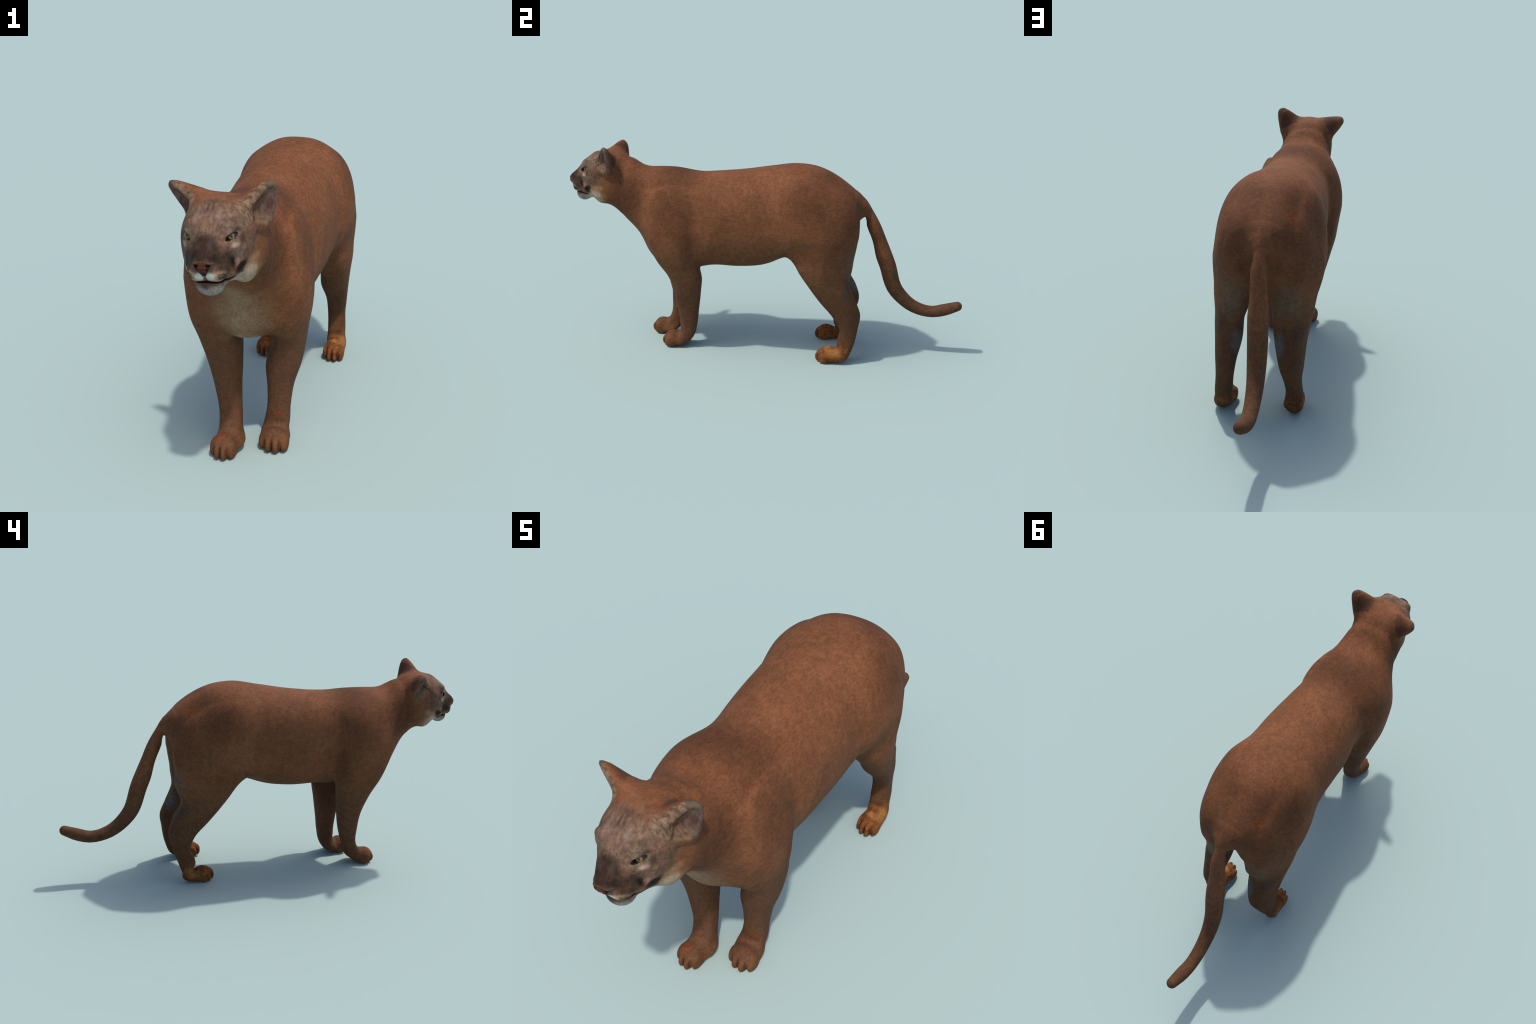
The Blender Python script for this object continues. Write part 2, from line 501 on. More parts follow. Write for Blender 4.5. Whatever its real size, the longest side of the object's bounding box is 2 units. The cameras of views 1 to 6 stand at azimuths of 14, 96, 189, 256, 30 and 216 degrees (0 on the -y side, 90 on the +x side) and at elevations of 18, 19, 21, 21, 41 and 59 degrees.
def coat(n):
    """the short reddish fur that covers the body, with its patches"""
    P = n.place
    M = n.mirrored(n.wobble(P, 9.0, 0.05))
    colour = n.mix(n.ramp(n.noise(P, 6.0, 3.0), 0.35, 0.68), (0.176, 0.069, 0.031), (0.142, 0.055, 0.024))
    colour = n.paint(colour, n.ramp(n.noise(n.vec("ADD", P, (3.1, 0, 0)), 14.0, 3.0), 0.52, 0.72), (0.128, 0.060, 0.026), 0.55)
    colour = n.paint(colour, n.ramp(n.noise(n.vec("ADD", P, (0, 5.2, 0)), 11.0, 3.0), 0.55, 0.75), (0.176, 0.064, 0.030), 0.6)
    z = n.axes(M)[2]
    dark, olive = (0.076, 0.030, 0.014), (0.095, 0.049, 0.024)
    # withers, shoulder and rump are darker
    for c, r, s in (((0.05, -0.44, 0.90), (0.20, 0.17, 0.14), 0.80), ((0.17, -0.46, 0.74), (0.10, 0.15, 0.18), 0.55),
                    ((0.20, -0.38, 0.56), (0.10, 0.06, 0.20), 0.65), ((0.13, -0.69, 0.79), (0.15, 0.15, 0.19), 0.80),
                    ((0.17, 0.22, 0.83), (0.14, 0.17, 0.18), 0.62), ((0.07, 0.30, 0.92), (0.13, 0.13, 0.10), 0.60),
                    ((0.10, 0.42, 0.80), (0.17, 0.15, 0.16), 0.50), ((0.18, 0.40, 0.66), (0.14, 0.16, 0.18), 0.45),
                    ((0.19, 0.24, 0.56), (0.10, 0.16, 0.14), 0.45), ((0.07, 0.50, 0.66), (0.06, 0.06, 0.08), 0.80)):
        colour = n.paint(colour, n.blob(M, c, r, 0.9), dark, s)
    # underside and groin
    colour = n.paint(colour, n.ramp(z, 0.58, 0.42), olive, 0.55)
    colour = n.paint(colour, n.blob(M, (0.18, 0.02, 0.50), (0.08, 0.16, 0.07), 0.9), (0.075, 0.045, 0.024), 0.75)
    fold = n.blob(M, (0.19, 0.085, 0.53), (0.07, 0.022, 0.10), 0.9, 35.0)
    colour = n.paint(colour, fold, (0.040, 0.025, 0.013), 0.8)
    # chest, throat
    colour = n.paint(colour, n.blob(M, (0.0, -0.67, 0.51), (0.150, 0.17, 0.19), 0.95), n.mix(n.noise(P, 26.0, 3.0), (0.24, 0.155, 0.092), (0.34, 0.24, 0.155)), 0.95)
    colour = n.paint(colour, n.blob(M, (0.0, -0.72, 0.62), (0.07, 0.10, 0.10), 0.9), (0.30, 0.205, 0.125), 0.7)
    colour = n.paint(colour, n.blob(M, (0.0, -0.57, 0.43), (0.11, 0.08, 0.05), 0.8), (0.30, 0.24, 0.16), 0.7)
    # lower legs
    fore = n.math("MULTIPLY", n.ramp(z, 0.46, 0.34), n.ramp(n.axes(M)[1], -0.15, -0.25))
    colour = n.paint(colour, fore, (0.105, 0.048, 0.025), 0.75)
    hind = n.math("MULTIPLY", n.ramp(z, 0.46, 0.28), n.ramp(n.axes(M)[1], 0.0, 0.1))
    colour = n.paint(colour, hind, (0.085, 0.040, 0.020), 0.8)
    colour = n.paint(colour, n.blob(M, (0.13, 0.465, 0.51), (0.17, 0.095, 0.14), 0.95), n.mix(n.noise(P, 1.0, 3.0, 0.6, stretch=(25.0, 25.0, 120.0)), (0.088, 0.060, 0.038), (0.135, 0.097, 0.064)), 0.95)
    colour = n.paint(colour, n.blob(M, (0.18, 0.43, 0.40), (0.07, 0.06, 0.07), 0.9), (0.050, 0.040, 0.035), 0.75)
    colour = n.paint(colour, n.blob(M, (0.085, 0.44, 0.335), (0.035, 0.07, 0.07), 0.9), (0.110, 0.115, 0.112), 0.8)
    colour = n.paint(colour, n.blob(M, (0.19, 0.46, 0.27), (0.04, 0.05, 0.045), 0.9), (0.035, 0.020, 0.012), 0.6)
    # paws
    px, py, pz = n.axes(n.mirrored(n.wobble(P, 22.0, 0.05)))
    hp = n.math("MULTIPLY", n.ramp(n.math("ADD", pz, n.math("MULTIPLY", py, 0.25)), 0.235, 0.150), n.ramp(py, 0.0, 0.1))
    rust = n.mix(n.ramp(n.noise(P, 45.0, 3.0), 0.38, 0.62), (0.210, 0.074, 0.020), (0.110, 0.038, 0.012))
    colour = n.paint(colour, hp, rust, 0.95)
    colour = n.paint(colour, n.blob(M, (0.180, 0.37, 0.055), (0.03, 0.06, 0.05), 0.9), (0.34, 0.160, 0.048), 0.65)
    colour = n.paint(colour, n.blob(M, (0.150, 0.335, 0.085), (0.025, 0.025, 0.03), 0.9), (0.40, 0.185, 0.060), 0.75)
    colour = n.paint(colour, n.blob(M, (0.14, 0.44, 0.02), (0.07, 0.06, 0.07), 0.9), (0.075, 0.052, 0.030), 0.85)
    fp = n.math("MULTIPLY", n.ramp(z, 0.07, 0.03), n.ramp(n.axes(M)[1], -0.38, -0.45))
    colour = n.paint(colour, fp, (0.140, 0.055, 0.022), 0.8)
    # odd rusty spots
    W = n.wobble(P, 14.0, 0.03)
    for c, r in (((-0.115, 0.37, 0.86), (0.05, 0.05, 0.035)), ((-0.05, 0.49, 0.73), (0.025, 0.05, 0.04)),
                 ((0.075, -0.43, 0.11), (0.025, 0.03, 0.025)), ((-0.10, -0.56, 0.075), (0.04, 0.03, 0.025))):
        colour = n.paint(colour, n.blob(W, c, r, 0.9), (0.20, 0.048, 0.012), 0.6)
    colour = n.paint(colour, n.blob(W, (-0.10, 0.035, 0.455), (0.06, 0.055, 0.03), 0.8), (0.24, 0.125, 0.045), 0.8)
    return colour


def grain(n, colour, amount=1.0):
    """hair: short streaks that run backwards along the body, finer speckle over them"""
    P = n.wobble(n.place, 20.0, 0.012)
    streak = n.noise(P, 1.0, 4.0, 0.65, stretch=(150.0, 70.0, 150.0))
    speck = n.noise(n.place, 420.0, 2.0, 0.6)
    soft = n.noise(n.place, 38.0, 3.0, 0.6)
    v = n.ramp(streak, 0.28, 0.72, 1 - 0.22 * amount, 1 + 0.20 * amount)
    v = n.math("MULTIPLY", v, n.ramp(speck, 0.3, 0.7, 1 - 0.06 * amount, 1 + 0.05 * amount))
    v = n.math("MULTIPLY", v, n.ramp(soft, 0.3, 0.7, 1 - 0.12, 1 + 0.10))
    return n.mix(1.0, colour, n.join(v, v, v), "MULTIPLY"), n.math("ADD", streak, n.math("MULTIPLY", speck, 0.5))


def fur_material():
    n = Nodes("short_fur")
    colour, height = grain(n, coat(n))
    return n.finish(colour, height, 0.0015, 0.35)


def paw_material(S):
    """the coat with dark lines painted into the gaps between the toes"""
    n = Nodes("paw_fur")
    colour = coat(n)
    z = n.axes(n.place)[2]
    for key in ("PAW_FL", "PAW_FR", "PAW_HL", "PAW_HR"):
        x, front, heel, w, yaw, _ = S[key]
        c, s, L = np.cos(np.radians(yaw)), np.sin(np.radians(yaw)), (heel - front) / 2
        d = n.vec("SUBTRACT", n.place, (x, (front + heel) / 2, 0.0))
        across = n.vec("DOT_PRODUCT", d, (c, s, 0.0), out=1)
        along = n.vec("DOT_PRODUCT", d, (-s, c, 0.0), out=1)
        ahead = n.math("MULTIPLY", n.math("MULTIPLY", n.ramp(z, 0.062, 0.040), n.ramp(along, -0.50 * L, -0.85 * L)), n.ramp(n.vec("LENGTH", n.vec("MULTIPLY", d, (1, 1, 0.0)), out=1), 0.12, 0.10))
        for gap in (-0.53, 0.0, 0.53):
            line = n.ramp(n.math("ABSOLUTE", n.math("SUBTRACT", across, gap * w)), 0.0060, 0.0010)
            colour = n.paint(colour, n.math("MULTIPLY", line, ahead), (0.026, 0.012, 0.006), 0.75)
    colour, height = grain(n, colour)
    return n.finish(colour, height, 0.0015, 0.35)


def head_place(n, S):
    """coordinates in head space: across, along (front is negative), up"""
    pose = S["HEAD_POSE"]
    d = n.vec("SUBTRACT", n.place, tuple(pose[:3]))
    R = head_space(np.eye(3) + pose[:3], pose)
    return n.join(*(n.vec("DOT_PRODUCT", d, tuple(R[:, k]), out=1) for k in range(3)))


def face(n, S, colour):
    """the markings of the face over the coat"""
    q = head_place(n, S)
    raw = n.mirrored(q)
    m = n.mirrored(n.wobble(q, 26.0, 0.016))
    fine = n.mirrored(n.wobble(q, 90.0, 0.008))
    x, y, z = n.axes(m)
    eye, turn = eye_frame(S["EYE"])
    # grizzled face: ash brown with paler tufts
    hair = n.ramp(n.noise(n.wobble(q, 30.0, 0.02), 1.0, 4.0, 0.62, stretch=(120.0, 70.0, 60.0)), 0.34, 0.66)
    tuft = n.ramp(n.noise(q, 38.0, 3.0, 0.6), 0.38, 0.66)
    ash = n.mix(hair, (0.085, 0.055, 0.039), (0.145, 0.090, 0.060))
    ash = n.mix(n.math("MULTIPLY", tuft, 0.6), ash, n.mix(hair, (0.130, 0.088, 0.066), (0.240, 0.163, 0.120)))
    dark, black = (0.036, 0.023, 0.017), (0.007, 0.006, 0.005)
    front = n.math("MULTIPLY", n.ramp(y, 0.050, -0.045), n.ramp(z, -0.075, -0.035))
    crown = n.blob(m, (0.0, -0.03, 0.085), (0.085, 0.085, 0.06), 0.8)
    colour = n.paint(colour, n.math("MAXIMUM", front, crown), ash, 0.9)
    cheek = n.mix(hair, (0.085, 0.048, 0.030), (0.150, 0.084, 0.052))
    colour = n.paint(colour, n.blob(m, (0.105, 0.000, -0.005), (0.040, 0.070, 0.060), 0.8), cheek, 0.85)
    colour = n.paint(colour, n.blob(m, (0.0, -0.005, 0.118), (0.05, 0.022, 0.02), 0.9), (0.045, 0.032, 0.028), 0.6)
    colour = n.paint(colour, n.blob(m, (0.007, -0.030, 0.100), (0.008, 0.030, 0.03), 0.9), (0.040, 0.022, 0.016), 0.75)
    colour = n.paint(colour, n.blob(m, (0.006, -0.072, 0.066), (0.012, 0.024, 0.024), 0.9), (0.190, 0.105, 0.065), 0.55)
    colour = n.paint(colour, n.blob(m, (0.030, -0.050, 0.078), (0.022, 0.024, 0.022), 0.9), (0.240, 0.170, 0.145), 0.45)
    # light brow, dark streaks towards the temple
    colour = n.paint(colour, n.blob(fine, (0.050, -0.060, 0.050), (0.026, 0.022, 0.013), 0.9), n.mix(hair, (0.15, 0.11, 0.088), (0.33, 0.25, 0.205)), 0.85)
    colour = n.paint(colour, n.blob(fine, (0.066, -0.042, 0.066), (0.028, 0.022, 0.014), 0.9), (0.060, 0.044, 0.034), 0.75)
    colour = n.paint(colour, n.blob(fine, (0.086, -0.046, 0.042), (0.022, 0.020, 0.011), 0.9), black, 0.75)
    colour = n.paint(colour, n.blob(m, (0.092, -0.040, 0.018), (0.016, 0.026, 0.026), 0.9), dark, 0.75)
    # dark bridge of the nose and sides of the muzzle
    colour = n.paint(colour, n.blob(m, (0.0, -0.116, -0.002), (0.060, 0.076, 0.066), 0.55), n.mix(hair, (0.018, 0.010, 0.006), (0.034, 0.018, 0.011)), 0.96)
    colour = n.paint(colour, n.blob(m, (0.020, -0.115, 0.016), (0.016, 0.024, 0.020), 0.9), (0.070, 0.045, 0.036), 0.5)
    colour = n.paint(colour, n.blob(m, (0.032, -0.122, -0.018), (0.018, 0.022, 0.018), 0.9), black, 0.85)
    colour = n.paint(colour, n.blob(m, (0.052, -0.092, -0.036), (0.042, 0.060, 0.050), 0.55), n.mix(hair, (0.026, 0.015, 0.010), (0.054, 0.031, 0.021)), 0.95)
    colour = n.paint(colour, n.blob(m, (0.048, -0.088, 0.000), (0.014, 0.020, 0.018), 0.9), (0.120, 0.050, 0.032), 0.5)
    colour = n.paint(colour, n.blob(m, (0.074, -0.058, -0.020), (0.024, 0.026, 0.022), 0.9), (0.085, 0.060, 0.048), 0.8)
    # cheek: tan band, cream below it, black spot in front
    colour = n.paint(colour, n.blob(m, (0.098, 0.005, -0.062), (0.050, 0.062, 0.026), 0.9, -12.0), (0.285, 0.165, 0.090), 0.8)
    colour = n.paint(colour, n.blob(fine, (0.070, 0.000, -0.108), (0.066, 0.074, 0.050), 0.4, -12.0), n.mix(hair, (0.29, 0.215, 0.145), (0.40, 0.315, 0.225)), 0.95)
    colour = n.paint(colour, n.blob(m, (0.085, 0.050, -0.100), (0.05, 0.045, 0.05), 0.9), (0.20, 0.115, 0.060), 0.8)
    colour = n.paint(colour, n.blob(fine, (0.060, -0.070, -0.044), (0.018, 0.012, 0.034), 0.7, -15.0), black, 0.97)
    colour = n.paint(colour, n.blob(fine, (0.074, -0.052, -0.052), (0.014, 0.012, 0.026), 0.8, -25.0), (0.26, 0.150, 0.105), 0.8)
    colour = n.paint(colour, n.blob(m, (0.056, -0.064, -0.082), (0.026, 0.034, 0.016), 0.9), n.mix(hair, (0.090, 0.058, 0.040), (0.19, 0.135, 0.095)), 0.9)
    colour = n.paint(colour, n.blob(fine, (0.074, -0.036, -0.080), (0.026, 0.024, 0.016), 0.7), black, 0.9)
    colour = n.paint(colour, n.blob(fine, (0.080, -0.038, -0.064), (0.028, 0.036, 0.019), 0.6, -30.0), black, 0.97)
    # whisker pads, lips, chin
    colour = n.paint(colour, n.blob(fine, (0.036, -0.116, -0.074), (0.036, 0.038, 0.024), 0.5), (0.36, 0.25, 0.165), 0.9)
    colour = n.paint(colour, n.blob(fine, (0.015, -0.140, -0.074), (0.020, 0.030, 0.022), 0.5), (0.52, 0.52, 0.49), 0.95)
    pad = n.blob(fine, (0.046, -0.112, -0.070), (0.021, 0.032, 0.017), 0.6)
    colour = n.paint(colour, pad, n.mix(n.ramp(n.noise(q, 1.0, 3.0, 0.6, stretch=(90.0, 60.0, 190.0)), 0.42, 0.66), black, (0.110, 0.075, 0.048)), 0.92)
    colour = n.paint(colour, n.blob(fine, (0.0, -0.070, -0.118), (0.058, 0.064, 0.036), 0.35), n.mix(hair, (0.19, 0.185, 0.168), (0.29, 0.285, 0.262)), 0.95)
    colour = n.paint(colour, n.blob(fine, (0.0, -0.112, -0.103), (0.032, 0.026, 0.018), 0.9), (0.050, 0.034, 0.032), 0.92)
    rx, ry, rz = n.axes(raw)
    lip = n.math("ADD", rz, n.math("MULTIPLY", n.math("MINIMUM", n.math("MAXIMUM", n.math("SUBTRACT", rx, 0.01), 0.0), 0.04), 0.15))
    lip = n.math("ABSOLUTE", n.math("SUBTRACT", lip, MOUTH_Z))
    lip = n.math("MULTIPLY", n.ramp(lip, 0.0050, 0.0024), n.ramp(ry, -0.030, -0.044))
    colour = n.paint(colour, lip, (0.009, 0.006, 0.008), 0.97)
    colour = n.paint(colour, n.blob(raw, (0.0, -0.142, -0.074), (0.0055, 0.025, 0.018), 0.5), black, 0.95)
    # eyes: dark rim, pale patch under them
    colour = n.paint(colour, n.blob(m, (0.072, -0.058, 0.002), (0.022, 0.020, 0.012), 0.9), (0.36, 0.245, 0.19), 0.85)
    e = n.vec("SUBTRACT", raw, tuple(eye))
    side = n.vec("DOT_PRODUCT", e, tuple(turn[:, 0]), out=1)
    up = n.vec("DOT_PRODUCT", e, tuple(turn[:, 2]), out=1)
    rim = n.vec("LENGTH", n.join(n.math("DIVIDE", side, 0.0200), n.math("DIVIDE", up, 0.0088), 0.0), out=1)
    near = n.ramp(n.vec("LENGTH", e, out=1), 0.040, 0.030)
    colour = n.paint(colour, n.math("MULTIPLY", n.ramp(rim, 1.16, 0.96), near), black, 0.97)
    for along, upward, radius in ((-0.024, -0.004, 0.011), (0.024, 0.006, 0.010)):
        corner = tuple(eye + turn[:, 0] * along + turn[:, 2] * upward)
        colour = n.paint(colour, n.blob(raw, corner, (radius, 0.012, 0.006), 0.8), black, 0.8)
    return colour


def ear_marks(n, S, colour):
    """grey rim, tan tufts on the inner front edge, pink lining where the ear is hollow, dark back"""
    q = head_place(n, S)
    tufts = n.ramp(n.noise(n.wobble(q, 40.0, 0.01), 1.0, 3.0, 0.6, stretch=(60.0, 140.0, 40.0)), 0.35, 0.65)
    for key, side in (("EAR_LEFT", 1), ("EAR_RIGHT", -1)):
        e = S[key]
        base, L, u, v, w = ear_axes(e, side)
        d = n.vec("SUBTRACT", q, tuple(base))
        t = n.math("DIVIDE", n.vec("DOT_PRODUCT", d, tuple(u), out=1), float(L))
        s = n.vec("DOT_PRODUCT", n.vec("ADD", d, n.vec("MULTIPLY", n.vec("SUBTRACT", n.noise(q, 60.0, 2.0, out="Color"), (0.5,) * 3), (0.012,) * 3)), tuple(v * side), out=1)
        f = n.vec("DOT_PRODUCT", d, tuple(w), out=1)
        here = n.math("MULTIPLY", n.ramp(n.vec("DOT_PRODUCT", q, (float(side), 0, 0), out=1), 0.055, 0.075), n.ramp(t, -0.25, -0.05))
        ahead = n.math("MULTIPLY", here, n.ramp(n.math("ADD", f, n.math("MULTIPLY", t, 0.030)), 0.010, 0.026))
        behind = n.math("MULTIPLY", here, n.ramp(n.math("ADD", f, n.math("MULTIPLY", t, 0.030)), 0.012, -0.01))
        colour = n.paint(colour, behind, (0.068, 0.031, 0.019), 0.75)
        colour = n.paint(colour, ahead, n.mix(tufts, (0.070, 0.047, 0.032), (0.210, 0.140, 0.088)), 0.85)
        tip = n.math("MULTIPLY", ahead, n.ramp(t, 0.74, 0.90))
        colour = n.paint(colour, tip, (0.095, 0.070, 0.048), 0.85)
        hollow = n.math("MULTIPLY", n.ramp(s, -0.012, 0.004), n.ramp(t, 0.86, 0.70))
        lining = n.mix(n.ramp(t, 0.02, 0.22), n.mix(tufts, (0.070, 0.042, 0.028), (0.130, 0.082, 0.056)), n.mix(tufts, (0.090, 0.048, 0.040), (0.155, 0.092, 0.078)))
        colour = n.paint(colour, n.math("MULTIPLY", n.math("MULTIPLY", here, n.ramp(t, -0.14, -0.02)), n.math("MULTIPLY", hollow, n.ramp(f, -0.01, 0.008))), lining, 0.95)
        crease = n.math("MULTIPLY", n.ramp(n.math("ABSOLUTE", n.math("ADD", s, 0.010)), 0.007, 0.001), n.ramp(t, 0.65, 0.45))
        colour = n.paint(colour, n.math("MULTIPLY", ahead, crease), (0.030, 0.016, 0.012), 0.8)
    return colour


def head_material(S):
    n = Nodes("face_fur", 0.7)
    colour, height = grain(n, ear_marks(n, S, face(n, S, coat(n))), 0.8)
    return n.finish(colour, height, 0.0010, 0.15)


def nose_material(S):
    """face fur that gives way to bare skin inside the outline of the nose"""
    n = Nodes("nose_leather", 0.55)
    q = head_place(n, S)
    raw = n.mirrored(q)
    x, y, z = n.axes(n.mirrored(n.wobble(q, 120.0, 0.003)))
    fur, _ = grain(n, face(n, S, coat(n)), 0.8)
    edge = n.math("SUBTRACT", -0.026, n.math("MULTIPLY", n.math("POWER", x, 2.0), 9.0))
    width = n.math("ADD", 0.0055, n.math("MULTIPLY", n.math("ADD", z, 0.066), 0.62))
    inside = n.math("MULTIPLY", n.ramp(n.math("SUBTRACT", z, edge), 0.0015, -0.0015), n.ramp(n.math("SUBTRACT", x, width), 0.0015, -0.0015))
    skin = n.mix(n.ramp(n.noise(q, 200.0, 3.0), 0.35, 0.7), (0.095, 0.027, 0.018), (0.055, 0.017, 0.012))
    skin = n.paint(skin, n.ramp(n.math("SUBTRACT", width, x), 0.006, 0.001), (0.012, 0.008, 0.007), 0.95)
    skin = n.paint(skin, n.ramp(z, -0.052, -0.062), (0.012, 0.008, 0.007), 0.95)
    skin = n.paint(skin, n.blob(raw, (0.0170, -0.148, -0.044), (0.010, 0.03, 0.009), 0.6), (0.008, 0.006, 0.005), 0.97)
    rim = n.math("SUBTRACT", z, edge)
    colour = n.paint(n.mix(inside, fur, skin), n.ramp(n.math("ABSOLUTE", rim), 0.0022, 0.0006), (0.055, 0.020, 0.012), 0.7)
    colour = n.paint(colour, n.ramp(n.math("ABSOLUTE", n.math("SUBTRACT", rim, 0.004)), 0.003, 0.001), (0.14, 0.07, 0.045), 0.35)
    return n.finish(colour, n.noise(n.place, 400.0, 2.0), 0.001, 0.2)


def eye_material(S, side):
    """iris and pupil around the gaze axis; the eyeball's own Object coordinates have the axis along -y"""
    n = Nodes("eye", 0.12)
    n.shader.inputs["Specular IOR Level"].default_value = 0.35
    n.shader.inputs["Coat Weight"].default_value = 0.15
    n.shader.inputs["Coat Roughness"].default_value = 0.05
    x, y, z = n.axes(n.place)
    r = n.vec("LENGTH", n.join(x, 0.0, z), out=1)
    spokes = n.noise(n.place, 1.0, 3.0, 0.6, stretch=(900.0, 50.0, 900.0))
    iris = n.mix(n.ramp(spokes, 0.35, 0.65), (0.100, 0.066, 0.022), (0.200, 0.138, 0.052))
    iris = n.mix(n.ramp(r, 0.0075, 0.0108), iris, (0.016, 0.010, 0.006))
    iris = n.mix(n.ramp(r, 0.0038, 0.0028), iris, (0.004, 0.003, 0.003))
    ball = n.mix(n.ramp(r, 0.0106, 0.0114), iris, (0.012, 0.008, 0.007))
    return n.finish(ball)


def plain_material(name, colour, roughness):
    n = Nodes(name, roughness)
    spots = n.noise(n.place, 300.0, 2.0)
    return n.finish(n.mix(n.ramp(spots, 0.3, 0.7), colour, tuple(c * 0.7 for c in colour)))


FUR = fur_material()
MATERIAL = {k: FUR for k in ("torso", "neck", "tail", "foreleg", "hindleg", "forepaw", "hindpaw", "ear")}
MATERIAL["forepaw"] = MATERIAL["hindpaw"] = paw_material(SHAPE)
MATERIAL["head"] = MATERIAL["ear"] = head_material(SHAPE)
# ---------------------------------------------------------------- surface extraction
def spaced(stops):
    """grid lines: (start, step) pairs, the last one only ends the axis"""
    out = []
    for (a, h), (b, _) in zip(stops[:-1], stops[1:]):
        out.append(np.arange(a, b - h * 0.5, h))
    return np.concatenate(out)


def sample_field(X, Y, Z, S, B=6):
    """the field on a grid, evaluated only in blocks that the surface can touch"""
    F = np.empty((len(X), len(Y), len(Z)), np.float32)
    bx, by, bz = ([(i, min(i + B, len(A))) for i in range(0, len(A), B)] for A in (X, Y, Z))
    mid = lambda A, b: np.array([(A[i] + A[j - 1]) / 2 for i, j in b])
    half = lambda A, b: np.array([(A[j - 1] - A[i]) / 2 + 0.004 for i, j in b])
    cx, cy, cz = mid(X, bx), mid(Y, by), mid(Z, bz)
    hx, hy, hz = half(X, bx), half(Y, by), half(Z, bz)
    C = np.stack(np.meshgrid(cx, cy, cz, indexing="ij"), -1).reshape(-1, 3)
    R = np.sqrt(hx[:, None, None] ** 2 + hy[None, :, None] ** 2 + hz[None, None, :] ** 2).ravel()
    fc = body(C, S)
    near = np.nonzero(np.abs(fc) < R * 1.25 + 0.012)[0]
    ny, nz = len(by), len(bz)
    for n, f in enumerate(fc):
        i, r = divmod(n, ny * nz)
        j, k = divmod(r, nz)
        F[bx[i][0]:bx[i][1], by[j][0]:by[j][1], bz[k][0]:bz[k][1]] = f
    def fill(part):
        pts, where = [], []
        for n in part:
            i, r = divmod(int(n), ny * nz)
            j, k = divmod(r, nz)
            s = (slice(*bx[i]), slice(*by[j]), slice(*bz[k]))
            g = np.stack(np.meshgrid(X[s[0]], Y[s[1]], Z[s[2]], indexing="ij"), -1)
            where.append((s, g.shape[:3]))
            pts.append(g.reshape(-1, 3))
        f = body(np.concatenate(pts), S)
        a = 0
        for s, shape in where:
            n = shape[0] * shape[1] * shape[2]
            F[s] = f[a:a + n].reshape(shape)
            a += n

    with ThreadPoolExecutor(4) as pool:
        list(pool.map(fill, np.array_split(near, max(1, len(near) // 300))))
    return F


def body_many(P, S):
    with ThreadPoolExecutor(4) as pool:
        return np.concatenate(list(pool.map(lambda p: body(p, S), np.array_split(P, max(1, len(P) // 40000)))))


def surface_nets(X, Y, Z, F):
    """one vertex per cell that the surface crosses, one quad per crossed grid edge"""
    dims = np.array(F.shape) - 1
    cell = lambda i, j, k: (i * dims[1] + j) * dims[2] + k
    ax = (X, Y, Z)
    acc_idx, acc_pos, quads = [], [], []
    for a in range(3):
        b, c = (a + 1) % 3, (a + 2) % 3
        lo, hi = [slice(None)] * 3, [slice(None)] * 3
        lo[a], hi[a] = slice(0, -1), slice(1, None)
        f0, f1 = F[tuple(lo)], F[tuple(hi)]
        at = np.argwhere((f0 < 0) != (f1 < 0))
        v0, v1 = f0[tuple(at.T)], f1[tuple(at.T)]
        t = v0 / (v0 - v1)
        p = np.stack([ax[d][at[:, d]] for d in range(3)], 1)
        p[:, a] += t * (ax[a][at[:, a] + 1] - ax[a][at[:, a]])
        ok = (at[:, b] > 0) & (at[:, c] > 0) & (at[:, b] < dims[b]) & (at[:, c] < dims[c])
        at, p, v0 = at[ok], p[ok], v0[ok]
        ids = []
        for db, dc in ((1, 1), (0, 1), (0, 0), (1, 0)):
            q = at.copy()
            q[:, b] -= db
            q[:, c] -= dc
            ids.append(cell(*q.T))
            acc_idx.append(ids[-1])
            acc_pos.append(p)
        Q = np.stack(ids, 1)
        quads.append(np.where((v0 < 0)[:, None], Q, Q[:, ::-1]))
    idx, pos = np.concatenate(acc_idx), np.concatenate(acc_pos)
    used, inv = np.unique(idx, return_inverse=True)
    n = np.bincount(inv)
    V = np.stack([np.bincount(inv, pos[:, d]) / n for d in range(3)], 1)
    return V, np.searchsorted(used, np.concatenate(quads))


def gradient(P, S, h=0.0005):
    f = body_many(P, S)
    return f, np.stack([body_many(P + e, S) - f for e in np.eye(3) * h], 1) / h


